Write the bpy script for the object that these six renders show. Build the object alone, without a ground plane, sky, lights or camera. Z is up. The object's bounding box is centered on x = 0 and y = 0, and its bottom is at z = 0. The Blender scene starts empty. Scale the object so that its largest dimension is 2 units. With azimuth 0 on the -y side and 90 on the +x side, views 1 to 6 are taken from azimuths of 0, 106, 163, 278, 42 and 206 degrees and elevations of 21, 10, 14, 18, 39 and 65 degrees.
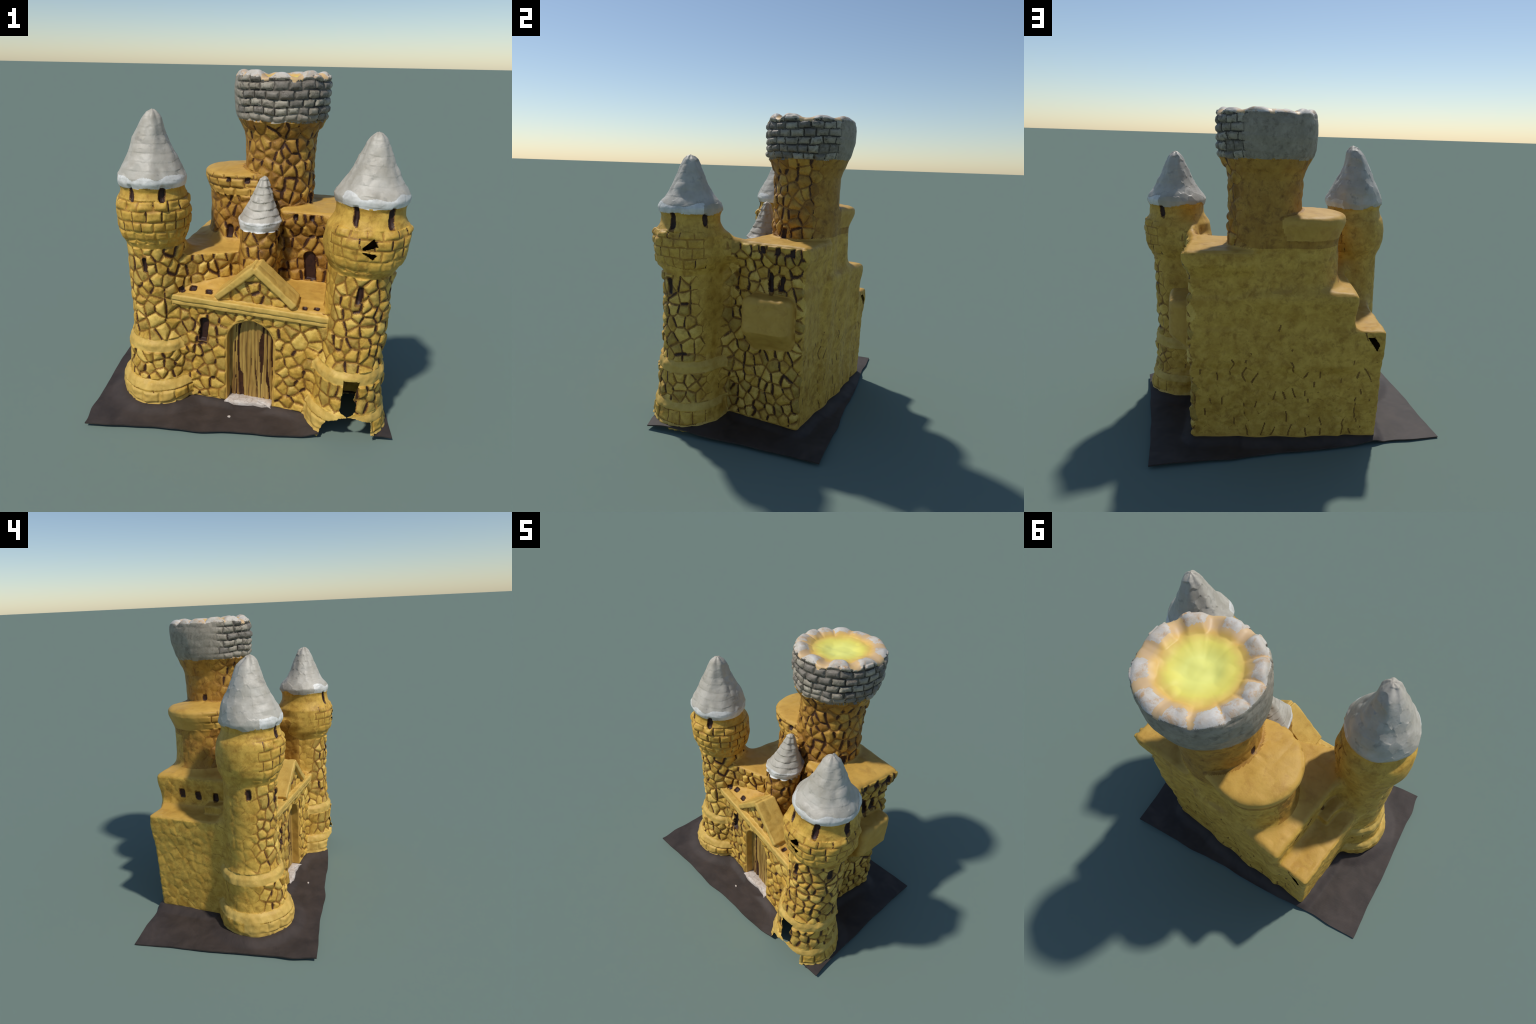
# A small glazed ceramic castle standing on a thin dark plate.
# The castle is described as rounded solids of revolution and rounded blocks
# (signed distances in a frame turned with the castle's walls), melted together,
# meshed, then given rubble stones, bricks, joints and windows as relief.
import math
import numpy as np
try:
    import bpy
except ImportError:            # lets the shape functions be tried outside Blender
    bpy = None

TURN = math.radians(13.4)
CT, ST = math.cos(TURN), math.sin(TURN)
CELL = 0.0088                  # meshing step, halved once afterwards
rng = np.random.default_rng(7)

# ------------------------------------------------------------------ helpers
def to_local(p):
    return np.stack([p[:, 0] * CT - p[:, 1] * ST, p[:, 0] * ST + p[:, 1] * CT, p[:, 2]], 1)

def to_world(p):
    return np.stack([p[:, 0] * CT + p[:, 1] * ST, -p[:, 0] * ST + p[:, 1] * CT, p[:, 2]], 1)

def loc(x, y):
    return (x * CT - y * ST, x * ST + y * CT)

def smin(a, b, k):
    h = np.maximum(k - np.abs(a - b), 0) / k
    return np.minimum(a, b) - h * h * k * 0.25

def smax(a, b, k):
    return -smin(-a, -b, k)

def sstep(e0, e1, x):
    t = np.clip((x - e0) / (e1 - e0), 0, 1)
    return t * t * (3 - 2 * t)

_lat = np.random.default_rng(11).random((64, 64, 64)).astype(np.float32)
def noise(p, scale, off=0):
    """smooth lattice noise in -1..1"""
    q = p * scale + off * 7.31 + 100.0
    i = np.floor(q).astype(int)
    f = q - i
    f = f * f * (3 - 2 * f)
    out = 0
    for dx in (0, 1):
        wx = f[:, 0] if dx else 1 - f[:, 0]
        for dy in (0, 1):
            wy = f[:, 1] if dy else 1 - f[:, 1]
            for dz in (0, 1):
                wz = f[:, 2] if dz else 1 - f[:, 2]
                out = out + wx * wy * wz * _lat[(i[:, 0] + dx) & 63, (i[:, 1] + dy) & 63, (i[:, 2] + dz) & 63]
    return out * 2 - 1

class Profile:
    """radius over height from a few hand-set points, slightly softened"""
    def __init__(self, pts, soft=0.005):
        z, r = np.array(pts).T
        self.z0, self.dz = z[0] - 0.05, 0.002
        n = int((z[-1] + 0.15 - self.z0) / self.dz)
        zz = self.z0 + np.arange(n) * self.dz
        rr = np.interp(zz, z, r)
        over = zz > z[-1]
        rr[over] = r[-1] - (zz[over] - z[-1]) * 2.0
        k = np.exp(-0.5 * (np.arange(-12, 13) * self.dz / soft) ** 2)
        k /= k.sum()
        self.tab = np.convolve(np.pad(rr, 12, mode='edge'), k, 'valid')
        self.zs = zz
    def __call__(self, z):
        return np.interp(z, self.zs, self.tab)

class Path:
    """axis position over height"""
    def __init__(self, pts):
        pts = sorted(pts)
        self.z = [q[0] for q in pts]
        l = [loc(q[1], q[2]) for q in pts]
        self.a = [q[0] for q in l]
        self.b = [q[1] for q in l]
    def __call__(self, z):
        return np.interp(z, self.z, self.a), np.interp(z, self.z, self.b)

def box(p, a0, a1, b0, b1, z0, z1, r, grow=0.0):
    qa = np.abs(p[:, 0] - (a0 + a1) / 2) - (a1 - a0) / 2 + r - grow
    qb = np.abs(p[:, 1] - (b0 + b1) / 2) - (b1 - b0) / 2 + r - grow
    qz = np.abs(p[:, 2] - (z0 + z1) / 2) - (z1 - z0) / 2 + r
    o = np.sqrt(np.maximum(qa, 0) ** 2 + np.maximum(qb, 0) ** 2 + np.maximum(qz, 0) ** 2)
    return o + np.minimum(np.maximum(np.maximum(qa, qb), qz), 0) - r

def bar(p, A, B, half_w, half_d, r):
    """a straight square-edged bar from A to B lying in an a-z plane; half_w in plane, half_d in depth"""
    A, B = np.array(A), np.array(B)
    d = B - A
    ln = np.linalg.norm(d)
    d = d / ln
    q = p - (A + B) / 2
    u = q @ d
    side = np.array([-d[2], 0, d[0]])
    w = q @ side
    v = q[:, 1] - d[1] * u
    qa, qb, qz = np.abs(u) - ln / 2 + r, np.abs(w) - half_w + r, np.abs(v) - half_d + r
    o = np.sqrt(np.maximum(qa, 0) ** 2 + np.maximum(qb, 0) ** 2 + np.maximum(qz, 0) ** 2)
    return o + np.minimum(np.maximum(np.maximum(qa, qb), qz), 0) - r

# ------------------------------------------------------------------ shapes
LT_AXIS = Path([(0.05, -.526, -.117), (0.4, -.517, -.102), (0.62, -.517, -.097), (0.9, -.525, -.109),
                (1.2, -.526, -.121), (1.4, -.524, -.136), (1.65, -.524, -.142), (1.785, -.502, -.142)])
RT_AXIS = Path([(0.1, .617, -.421), (0.4, .616, -.421), (0.6, .634, -.415), (0.8, .640, -.408), (1.0, .646, -.408),
                (1.2, .652, -.418), (1.4, .660, -.407), (1.72, .665, -.409)])
LT_PROF = Profile([(0.0, .228), (.035, .242), (.075, .251), (.135, .247), (.172, .228), (.192, .205), (.30, .200),
                   (.375, .206), (.42, .203), (.445, .184), (.475, .173), (.6, .171), (.8, .170), (.95, .165),
                   (1.03, .166), (1.06, .177), (1.10, .196), (1.15, .208), (1.21, .211), (1.265, .210), (1.30, .202),
                   (1.33, .184), (1.362, .176), (1.385, .184), (1.41, .195), (1.432, .189), (1.48, .165), (1.56, .121),
                   (1.65, .081), (1.70, .063), (1.745, .046), (1.772, .026), (1.786, .0)])
RT_PROF = Profile([(0.0, .250), (.04, .242), (.09, .232), (.155, .226), (.175, .215), (.2, .198), (.3, .194), (.38, .199), (.42, .199),
                   (.447, .180), (.48, .169), (.6, .167), (.8, .166), (.95, .166), (1.01, .170), (1.04, .188),
                   (1.075, .207), (1.12, .216), (1.2, .219), (1.245, .216), (1.275, .196), (1.31, .180), (1.355, .176),
                   (1.38, .186), (1.405, .193), (1.425, .182), (1.48, .139), (1.55, .102), (1.6, .080), (1.65, .058),
                   (1.69, .038), (1.708, .019), (1.716, .0)])
KP_PROF = Profile([(.5, .21), (1.2, .213), (1.5, .214), (1.6, .217), (1.64, .226), (1.69, .252), (1.73, .275),
                   (1.76, .284), (1.84, .289), (1.9, .290), (1.95, .284), (1.98, .270), (2.02, .245)])
SH_PROF = Profile([(.6, .20), (1.0, .214), (1.08, .208), (1.2, .202), (1.25, .204), (1.29, .216), (1.33, .232),
                   (1.36, .240), (1.385, .238), (1.402, .22), (1.415, .15), (1.42, .0)])
TU_PROF = Profile([(.6, .118), (.85, .114), (1.0, .110), (1.09, .112), (1.125, .116), (1.148, .128), (1.165, .129),
                   (1.19, .112), (1.235, .088), (1.29, .064), (1.34, .045), (1.39, .028), (1.412, .015), (1.422, .0)])
TU_AXIS = Path([(.7, .080, -.118), (1.0, .080, -.115), (1.15, .088, -.094), (1.42, .112, -.076)])
KEEP = (.152, .268)
CROWN = (.1535, .279)
SHELF = (-.085, .27)
RIM_Z = 1.954
MERLONS = [-43, -83, -119, -147, -174, 164, 139, 109, 77, 40, -4]   # bearings of the worn merlons, degrees
DOOR = (.12, .142, .615)       # centre along the wall, half width, crown height

LABELS = ['wall', 'upper_terrace', 'hall', 'gatehouse', 'tower_w', 'tower_e', 'keep', 'annex', 'turret',
          'cornice', 'gable', 'oriel']
LI = {n: i for i, n in enumerate(LABELS)}

def revolve(p, axis, prof, k=0.8):
    a, b = axis(p[:, 2])
    return (np.hypot(p[:, 0] - a, p[:, 1] - b) - prof(p[:, 2])) * k

def merlon(th):
    m = np.zeros_like(th)
    for i, deg in enumerate(MERLONS):
        d = (np.degrees(th) - deg + 180) % 360 - 180
        m = np.maximum(m, (1 - .25 * (i % 3 == 1)) * np.exp(-(np.abs(d) / 11.5) ** 3))
    return m

def parts(p):
    """distance to every solid"""
    a, b, z = p.T
    bow = (.022 * np.clip(1 - ((a - .1) / .42) ** 2, 0, 1) * sstep(1.0, .75, z) * sstep(0, .2, z)
           - .012 * sstep(-.15, -.36, a)) * sstep(.1, .4, b)
    pw = p.copy()
    pw[:, 1] += bow
    d = {}
    # lower wall block with a swelling parapet edge on its open (left) terrace
    swell = 0.013 * sstep(.45, .66, z) - .008 * sstep(.4, .0, z)
    d['wall'] = smin(box(pw, -.560, .570, -.20, .460, -.1, .738, .020, swell),
                     box(pw, -.34, .572, .10, .462, -.1, .94, .03, .014 * sstep(.5, .9, z)), .02)
    # second terrace: swollen rim, front edge running oblique to the turret
    sw = 0.016 * sstep(.80, .93, z) + .006
    t2 = box(pw, -.372, .20, -.24, .478, .5, .968, .028, sw)
    obl = (b + .235 - .47 * (a + .29)) * .905 * -1 - .012 * sstep(.84, .93, z)
    d['upper_terrace'] = smax(t2, obl, .02)
    # hall: block right of the keep with overhanging parapet
    hw = 0.030 * sstep(1.04, 1.14, z)
    d['hall'] = box(pw, .235, .580, .045, .470, .5, 1.206, .030, hw)
    # its side wall runs on to the right tower
    d['hall'] = smin(d['hall'], box(p, .54, .582, -.25, .12, .3, 1.172, .020, .8 * hw), .06)
    # gate wall and its sloping roof
    g = box(p, -.46, .575, -.316, .12, -.1, .80, .012)
    roof = (z - (.728 + (.06 + .42 * sstep(.08, -.04, a)) * (b + .30))) * .95
    d['gatehouse'] = smax(g, roof, .015)
    la, lb = LT_AXIS(z)
    toback = ((b - lb) * CT - (a - la) * ST) / np.maximum(np.hypot(a - la, b - lb), .02)
    d['tower_w'] = revolve(p, LT_AXIS, LT_PROF) - .020 * np.clip(toback, 0, 1) * sstep(1.42, 1.52, z) * sstep(1.78, 1.70, z)
    d['tower_e'] = revolve(p, RT_AXIS, RT_PROF)
    # keep with crown, crenellated rim and bowl-shaped floor
    ca = np.interp(z, [1.6, 1.8], [KEEP[0], CROWN[0]])
    cb = np.interp(z, [1.6, 1.8], [KEEP[1], CROWN[1]])
    rho = np.hypot(a - ca, b - cb)
    th = np.arctan2(b - cb, a - ca)
    kp = (rho - KP_PROF(z) + .011 * sstep(-.1, .8, np.sin(th)) * sstep(1.66, 1.72, z) * sstep(1.84, 1.76, z)) * .85
    rear = sstep(-.2, .7, np.sin(th))
    top = RIM_Z + .006 * rear + (.058 - .036 * rear) * merlon(th) + .004 * np.cos(3 * th + 1.0)
    kp = smax(kp, (z - top) * .9, .03)
    bowl = (rho - np.interp(z, [1.928, 1.933, 1.95, 2.0], [-.1, .06, .175, .250])) * .5
    d['keep'] = smax(kp, -bowl, .03)
    ra = np.hypot(a - SHELF[0], b - SHELF[1])
    an = (ra - SH_PROF(z)) * .8
    # a pier fills the corner between annex and keep
    pier = np.maximum(np.hypot(a - .03, b - .13) - .095, z - 1.31)
    d['annex'] = smax(smin(an, pier, .05), (b - .508) * 1.0, .02)
    d['turret'] = revolve(p, TU_AXIS, TU_PROF)
    d['cornice'] = smin(bar(p, (-.36, -.318, .724), (.58, -.318, .696), .017, .026, .008),
                        bar(p, (-.36, -.320, .690), (.58, -.320, .662), .012, .018, .006), .01)
    # gable: roof slabs over a recessed triangle of masonry
    L = bar(p, (-.085, -.265, .748), (.142, -.265, .950), .020, .075, .008)
    R = bar(p, (.375, -.265, .748), (.142, -.265, .950), .020, .075, .008)
    tri = smax(smax((z - .955 + .9 * np.abs(a - .142)) * .74, -(b + .308), .005), np.maximum(b + .20, .70 - z), .005)
    d['gable'] = np.minimum(smin(L, R, .004), tri)
    # oriel on the right side wall, tapering down into the wall
    o = box(p, .45, .740, .128, .425, .46, .888, .040)
    d['oriel'] = smax(o, (a - .738 + .14 * (b - .15) + 1.0 * np.maximum(.68 - z, 0) + .5 * np.maximum(b - .38, 0)) * .75, .03)
    return d

BLEND = {'upper_terrace': .07, 'hall': .02, 'gatehouse': .02, 'tower_w': .03, 'tower_e': .035, 'keep': .03,
         'annex': .06, 'turret': .02, 'cornice': .008, 'gable': .008, 'oriel': .02}

def door_cut(p):
    a, b, z = p.T
    c, w, t = DOOR
    u = np.abs(a - c)
    arch = np.where(z > t - w, np.hypot(u, z - (t - w)), u) - w
    return np.maximum(arch, b - (-.260))

def field(p, want_label=False):
    d = parts(p)
    D = d['wall']
    for n in LABELS[1:]:
        k = BLEND[n]
        if n == 'tower_w':
            k = k + .07 * sstep(-.26, -.12, p[:, 1]) * sstep(.62, .78, p[:, 2])
        D = smin(D, d[n], k)
    # the hall's parapet runs into the right tower in a soft saddle
    D = smin(D, smax(smin(np.minimum(d['hall'], d['wall']), d['tower_e'], .17), np.maximum(.15 - p[:, 2], .57 - p[:, 0]), .05), .01)
    cut = door_cut(p)
    D = smax(D, -cut, .006)
    D = np.maximum(D, .018 - p[:, 2])
    if want_label:
        M = np.stack([d[n] for n in LABELS], 1)
        return D, np.argmin(M, 1), cut
    return D

# ------------------------------------------------------------------ meshing
def surface_nets(lo, hi, h):
    n = np.ceil((np.array(hi) - lo) / h).astype(int) + 1
    xs, ys, zs = [lo[i] + np.arange(n[i]) * h for i in range(3)]
    V = np.empty(n, np.float32)
    X, Y = np.meshgrid(xs, ys, indexing='ij')
    for k in range(0, n[2], 8):
        zz = zs[k:k + 8]
        P = np.stack([np.repeat(X.ravel(), len(zz)), np.repeat(Y.ravel(), len(zz)), np.tile(zz, X.size)], 1)
        V[:, :, k:k + 8] = field(P).reshape(n[0], n[1], len(zz))
    S = V < 0
    cnt = np.zeros(n - 1, np.int8)
    for dx in (0, 1):
        for dy in (0, 1):
            for dz in (0, 1):
                cnt += S[dx:n[0] - 1 + dx, dy:n[1] - 1 + dy, dz:n[2] - 1 + dz]
    cells = np.argwhere((cnt > 0) & (cnt < 8))
    idx = -np.ones(n - 1, int)
    idx[tuple(cells.T)] = np.arange(len(cells))
    acc = np.zeros((len(cells), 3))
    num = np.zeros(len(cells))
    corners = [(x, y, z) for x in (0, 1) for y in (0, 1) for z in (0, 1)]
    for c in corners:
        for ax in range(3):
            if c[ax]:
                continue
            e = list(c)
            e[ax] = 1
            v0 = V[tuple((cells + c).T)]
            v1 = V[tuple((cells + e).T)]
            m = (v0 < 0) != (v1 < 0)
            t = np.where(m, v0 / np.where(m, v0 - v1, 1), 0)
            pos = np.tile(np.array(c, float), (len(cells), 1))
            pos[:, ax] += t
            acc[m] += pos[m]
            num += m
    verts = np.array(lo) + (cells + acc / num[:, None]) * h
    quads = []
    for ax in range(3):
        u, v = (ax + 1) % 3, (ax + 2) % 3
        s0 = [slice(1, n[i] - 1) for i in range(3)]
        s0[ax] = slice(0, n[ax] - 1)
        s1 = list(s0)
        s1[ax] = slice(1, n[ax])
        A, B = S[tuple(s0)], S[tuple(s1)]
        e = np.argwhere(A != B)
        inside = A[tuple(e.T)]
        off = np.ones(3, int)
        off[ax] = 0
        e = e + off
        def cell(du, dv):
            q = e.copy()
            q[:, u] -= du
            q[:, v] -= dv
            return idx[tuple(q.T)]
        Q = np.stack([cell(1, 1), cell(0, 1), cell(0, 0), cell(1, 0)], 1)
        Q[~inside] = Q[~inside][:, ::-1]
        quads.append(Q)
    return verts, np.concatenate(quads)

def gradient(p, e=.0025):
    g = np.empty_like(p)
    for i in range(3):
        o = np.zeros(3)
        o[i] = e
        g[:, i] = (field(p + o) - field(p - o)) / (2 * e)
    return g

def project(p, steps=2):
    for _ in range(steps):
        g = gradient(p)
        D = field(p)
        s = D / np.maximum((g * g).sum(1), .15)
        p = p - np.clip(s, -.006, .006)[:, None] * g
    return p

def edges_of(Q):
    E = np.concatenate([Q[:, [0, 1]], Q[:, [1, 2]], Q[:, [2, 3]], Q[:, [3, 0]]])
    E.sort(1)
    return np.unique(E, axis=0, return_inverse=True)

def relax(p, Q, amount=.5):
    E, _ = edges_of(Q)
    acc = np.zeros_like(p)
    n = np.zeros(len(p))
    for i, j in ((0, 1), (1, 0)):
        for ax in range(3):
            acc[:, ax] += np.bincount(E[:, i], p[E[:, j], ax], len(p))
        n += np.bincount(E[:, i], minlength=len(p))
    return p + amount * (acc / np.maximum(n, 1)[:, None] - p)

def subdivide(p, Q):
    E, inv = edges_of(Q)
    inv = inv.reshape(4, -1).T + len(p)
    mid = p[E].mean(1)
    cen = p[Q].mean(1)
    c = np.arange(len(Q)) + len(p) + len(E)
    out = [np.stack([Q[:, k], inv[:, k], c, inv[:, k - 1]], 1) for k in range(4)]
    return np.concatenate([p, mid, cen]), np.concatenate(out)

def vertex_normals(p, Q):
    fn = np.cross(p[Q[:, 2]] - p[Q[:, 0]], p[Q[:, 3]] - p[Q[:, 1]])
    N = np.zeros_like(p)
    for k in range(4):
        for ax in range(3):
            N[:, ax] += np.bincount(Q[:, k], fn[:, ax], len(p))
    return N / np.maximum(np.linalg.norm(N, axis=1), 1e-12)[:, None]

# ------------------------------------------------------------------ relief
# windows and other openings: point on the surface (castle frame), half width, half height, depth, arch?
WINDOWS = [
    ('gatehouse', (-.166, -.312, .522), .022, .075, .020, True),
    ('tower_w', (-.486, -.395, .93), .011, .040, .012, False),
    ('tower_w', (-.515, -.40, 1.352), .010, .036, .012, False),
    ('tower_w', (-.364, -.388, 1.350), .014, .040, .014, False),
    ('tower_w', (-.643, -.28, .98), .012, .028, .008, False),
    ('tower_e', (.672, -.418, 1.330), .011, .042, .014, False),
    ('tower_e', (.841, -.392, 1.326), .013, .046, .014, False),
    ('tower_e', (.916, -.235, 1.326), .013, .044, .014, False),
    ('tower_e', (.809, -.082, 1.338), .013, .030, .010, False),
    ('tower_e', (.726, -.414, .904), .012, .045, .014, False),
    ('tower_e', (.884, -.283, .928), .015, .045, .014, False),
    ('hall', (.405, .045, .860), .032, .090, .016, True),
    ('hall', (.310, .015, 1.170), .012, .014, .012, False),
    ('hall', (.405, .015, 1.170), .010, .012, .010, False),
    ('hall', (.617, .204, 1.165), .014, .018, .010, False),
    ('hall', (.617, .308, 1.168), .014, .018, .010, False),
    ('hall', (.617, .407, 1.160), .014, .018, .010, False),
    ('hall', (.580, .252, .965), .013, .055, .014, False),
    ('hall', (.580, .327, .965), .011, .045, .012, False),
    ('annex', (-.112, .070, 1.035), .020, .040, .014, True),
    ('annex', (-.115, .037, 1.362), .010, .010, .009, False),
    ('annex', (.000, .050, 1.365), .014, .013, .010, False),
    ('upper_terrace', (-.372, .316, .847), .016, .026, .010, False),
    ('upper_terrace', (-.372, .196, .838), .016, .026, .010, False),
    ('upper_terrace', (-.372, .066, .838), .016, .026, .010, False),
    ('gatehouse', (-.250, -.245, .742), .018, .016, .010, False),
    ('gatehouse', (-.150, -.255, .738), .016, .014, .010, False),
    ('gatehouse', (-.318, -.275, .745), .016, .016, .010, False),
    ('gatehouse', (.43, -.290, .735), .010, .012, .008, False),
    ('gatehouse', (.50, -.285, .737), .012, .012, .008, False),
    ('keep', (.345, .220, 1.245), .018, .030, .008, False),
    ('keep', (-.062, .255, 1.452), .012, .016, .006, False),
]
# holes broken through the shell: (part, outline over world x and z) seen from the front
BREAKS = [
    [(.560, .412), (.650, .406), (.634, .345), (.622, .291), (.642, .262), (.638, .214), (.594, .180), (.552, .206)],
    [(.587, 1.184), (.640, 1.236), (.664, 1.196), (.594, 1.168)],
    [(.583, 1.163), (.664, 1.154), (.643, 1.124)],
    [(.440, .02), (.462, .095), (.483, .130), (.551, .172), (.594, .180), (.638, .180), (.733, .138), (.737, .06), (.80, .045), (.80, .0), (.440, .0)],
]
BACK_BREAK = [(-.463, .699), (-.504, .702), (-.538, .656), (-.523, .612)]   # over castle a and z, back wall

def in_poly(u, v, poly):
    r = np.zeros(len(u), bool)
    j = len(poly) - 1
    for i in range(len(poly)):
        (xi, yi), (xj, yj) = poly[i], poly[j]
        c = (yi > v) != (yj > v)
        r ^= c & (u < (xj - xi) * (v - yi) / ((yj - yi) or 1e-9) + xi)
        j = i
    return r

FRONT = np.array([.57 * CT + .82 * ST, .57 * ST - .82 * CT, 0])   # castle frame: side that carries the crisp carving

def scatter_seeds(p, spacing, seed):
    r = np.random.default_rng(seed)
    order = r.permutation(len(p))[:26000]
    got = np.empty((0, 3))
    buf = np.zeros((4000, 3))
    n = 0
    for i in order:
        q = p[i]
        s = spacing * (.78 + .5 * r.random())
        if n == 0 or ((buf[:n] - q) ** 2).sum(1).min() > s * s:
            buf[n] = q
            n += 1
    return buf[:n]

def cells(p, seeds):
    """nearest and second nearest seed and the distance to the joint between them"""
    n = len(p)
    i1 = np.empty(n, int)
    i2 = np.empty(n, int)
    e = np.empty(n)
    s = seeds.astype(np.float32)
    ss = (s * s).sum(1)
    for k in range(0, n, 20000):
        q = p[k:k + 20000].astype(np.float32)
        d = ss[None] - 2 * q @ s.T
        r = np.arange(len(q))
        a = d.argmin(1)
        da = d[r, a]
        d[r, a] = 1e9
        b = d.argmin(1)
        i1[k:k + 20000], i2[k:k + 20000] = a, b
        e[k:k + 20000] = (d[r, b] - da) / (2 * np.linalg.norm(s[a] - s[b], axis=1) + 1e-9)
    return i1, i2, e

def courses(u, z, row_h, length, seed):
    """running-bond bricks over (arc length u, height z): id, joint distance, joint is upright"""
    row = np.floor(z / row_h).astype(int)
    h = np.abs(np.sin(row * 12.9898 + seed) * 43758.5453) % 1
    ln = length * (.82 + .36 * h)
    uu = u / ln + h * 3.7 + .5 * (row & 1)
    col = np.floor(uu).astype(int)
    fu = uu - col
    fz = z / row_h - row
    du = np.minimum(fu, 1 - fu) * ln
    dz = np.minimum(fz, 1 - fz) * row_h
    return row * 1000 + col, np.minimum(du, dz), du < dz

def build_surface():
    v, q = surface_nets((-.80, -.56, .0), (.99, .60, 2.03), CELL)
    v = project(v, 2)
    v = project(relax(v, q), 1)
    v, q = subdivide(v, q)
    v = project(v, 1)
    v = project(relax(v, q, .4), 1)
    return v, q

class Relief:
    pass

def carve(v, q):
    R = Relief()
    N = vertex_normals(v, q)
    D, lab, cut = field(v, True)
    z = v[:, 2]
    front = sstep(-.5, .3, N @ FRONT)
    # --- which region every point belongs to
    amb = np.isin(lab, [LI['hall'], LI['annex'], LI['keep'], LI['upper_terrace']])
    flush = amb & (((N[:, 1] > .35) & (z < 1.22)) | ((N[:, 0] > .5) & (v[:, 0] > .5)))
    lab = np.where(flush, LI['wall'], lab)
    reg = lab.copy()
    names = list(LABELS)
    def region(name, mask):
        names.append(name)
        reg[mask] = len(names) - 1
    tw, te, kp, tu, gt = (lab == LI[n] for n in ('tower_w', 'tower_e', 'keep', 'turret', 'gatehouse'))
    region('roof_w', tw & (z > 1.384 + (.006 + .02 * (1 - front)) * noise(v, 14)))
    region('roof_e', te & (z > 1.374 + (.006 + .015 * (1 - front)) * noise(v, 14)))
    region('parapet_w', tw & (z > 1.065) & (z < 1.318) & (reg == LI['tower_w']))
    region('parapet_e', te & (z > 1.035) & (z < 1.268) & (reg == LI['tower_e']))
    region('collar_w', tw & (z > .375) & (z < .448))
    region('collar_e', te & (z > .375) & (z < .450))
    region('plinth_w', tw & (z < .188))
    region('plinth_e', te & (z < .186))
    region('roof_t', tu & (z > 1.118))
    rho = np.hypot(v[:, 0] - CROWN[0], v[:, 1] - CROWN[1])
    region('crown', kp & (z > 1.714 + .006 * noise(v, 18)))
    mer = merlon(np.arctan2(v[:, 1] - CROWN[1], v[:, 0] - CROWN[0]))
    region('floor', kp & (z > 1.9) & (N[:, 2] > .3) & (rho < .285 - .075 * sstep(.15, .5, mer) + .012 * noise(v, 22, 34)))
    door = (v[:, 1] > -.278) & (np.abs(cut) < .02) & (N[:, 1] < -.7) & (cut < .010) & (z < DOOR[2]) & (np.abs(v[:, 0] - DOOR[0]) < DOOR[1])
    region('door', door)
    R.names = names
    RI = {n: i for i, n in enumerate(names)}

    disp = np.zeros(len(v))
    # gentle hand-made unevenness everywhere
    disp += .0035 * noise(v, 9, 1) + .0018 * noise(v, 24, 2)
    # --- rubble stones
    stony = np.isin(reg, [RI[n] for n in ('wall', 'upper_terrace', 'hall', 'gatehouse', 'tower_w', 'tower_e', 'keep',
                                          'annex', 'turret', 'gable')])
    stony &= (np.abs(N[:, 2]) < .62) & (np.abs(cut) > .012)
    stony &= ~(tw & (z > 1.03)) & ~(te & (z > 1.0)) & ~((lab == LI['annex']) & (z > 1.27))
    gab = lab == LI['gable']
    stony &= ~gab | ((v[:, 1] > -.335) & (N[:, 1] < -.8))
    stony &= z > .05
    warp = v + np.stack([noise(v, 14, 3), noise(v, 14, 4), noise(v, 14, 5)], 1) * .010
    # stones are a little taller than wide
    wsc = warp * np.array([1.0, 1.0, .88])
    seeds = scatter_seeds(wsc[stony], .056, 3)
    i1 = np.full(len(v), -1)
    i2 = np.full(len(v), -1)
    e = np.full(len(v), .05)
    i1[stony], i2[stony], e[stony] = cells(wsc[stony], seeds)
    amt = np.where(stony, .22 + .78 * front, 0)
    back = N[:, 1] > .6
    amt = np.where(stony & back, amt * (.35 + .65 * sstep(1.0, .35, z)), amt)
    amt *= 1 - sstep(.35, .62, np.abs(N[:, 2]))
    sh = np.random.default_rng(5).normal(0, 1, (len(seeds), 4))
    g = 1 - sstep(.0, .016, e)
    rel = v * np.array([1, 1, .88]) - seeds[np.maximum(i1, 0)]
    tilt = (rel * sh[np.maximum(i1, 0), 1:]).sum(1) * .05
    disp += .003 * amt + amt * (-.0062 * g + .0050 * sstep(.004, .032, e) + (1 - g) * (.0026 * sh[np.maximum(i1, 0), 0] + np.clip(tilt, -.004, .004)))
    # smeared upright ripples on the back, crumpled facets on the carved side
    disp += .004 * noise(v * np.array([1, 1, .3]), 17, 50) * sstep(.3, .8, N[:, 1]) * (z < 1.2)
    disp += .0045 * np.abs(noise(v, 19, 51)) * front * (reg != RI['door'])
    # --- bricks on the crown and on the tower parapets
    brick = np.full(len(v), -1)
    be = np.full(len(v), .05)
    bup = np.zeros(len(v), bool)
    def lay(mask, ca, cb, rad, row_h, ln, z0, seed, depth, k):
        th = np.arctan2(v[mask, 1] - cb, v[mask, 0] - ca)
        wob = .010 * noise(v[mask], 13, 6)
        b, d, up = courses(th * rad + wob, z[mask] - z0 + .013 * noise(v[mask], 9, 8), row_h, ln, seed)
        w = k[mask]
        h = np.abs(np.sin(b * 78.233 + seed) * 4375.85) % 1
        gg = 1 - sstep(0, .013, d)
        disp[mask] += w * (-depth * gg + depth * .5 * sstep(.003, .02, d) + (1 - gg) * (h - .5) * depth * 1.1)
        brick[mask], be[mask], bup[mask] = b, d, up
    crown = (reg == RI['crown']) & (np.abs(N[:, 2]) < .6) & (z < 1.965)
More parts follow.
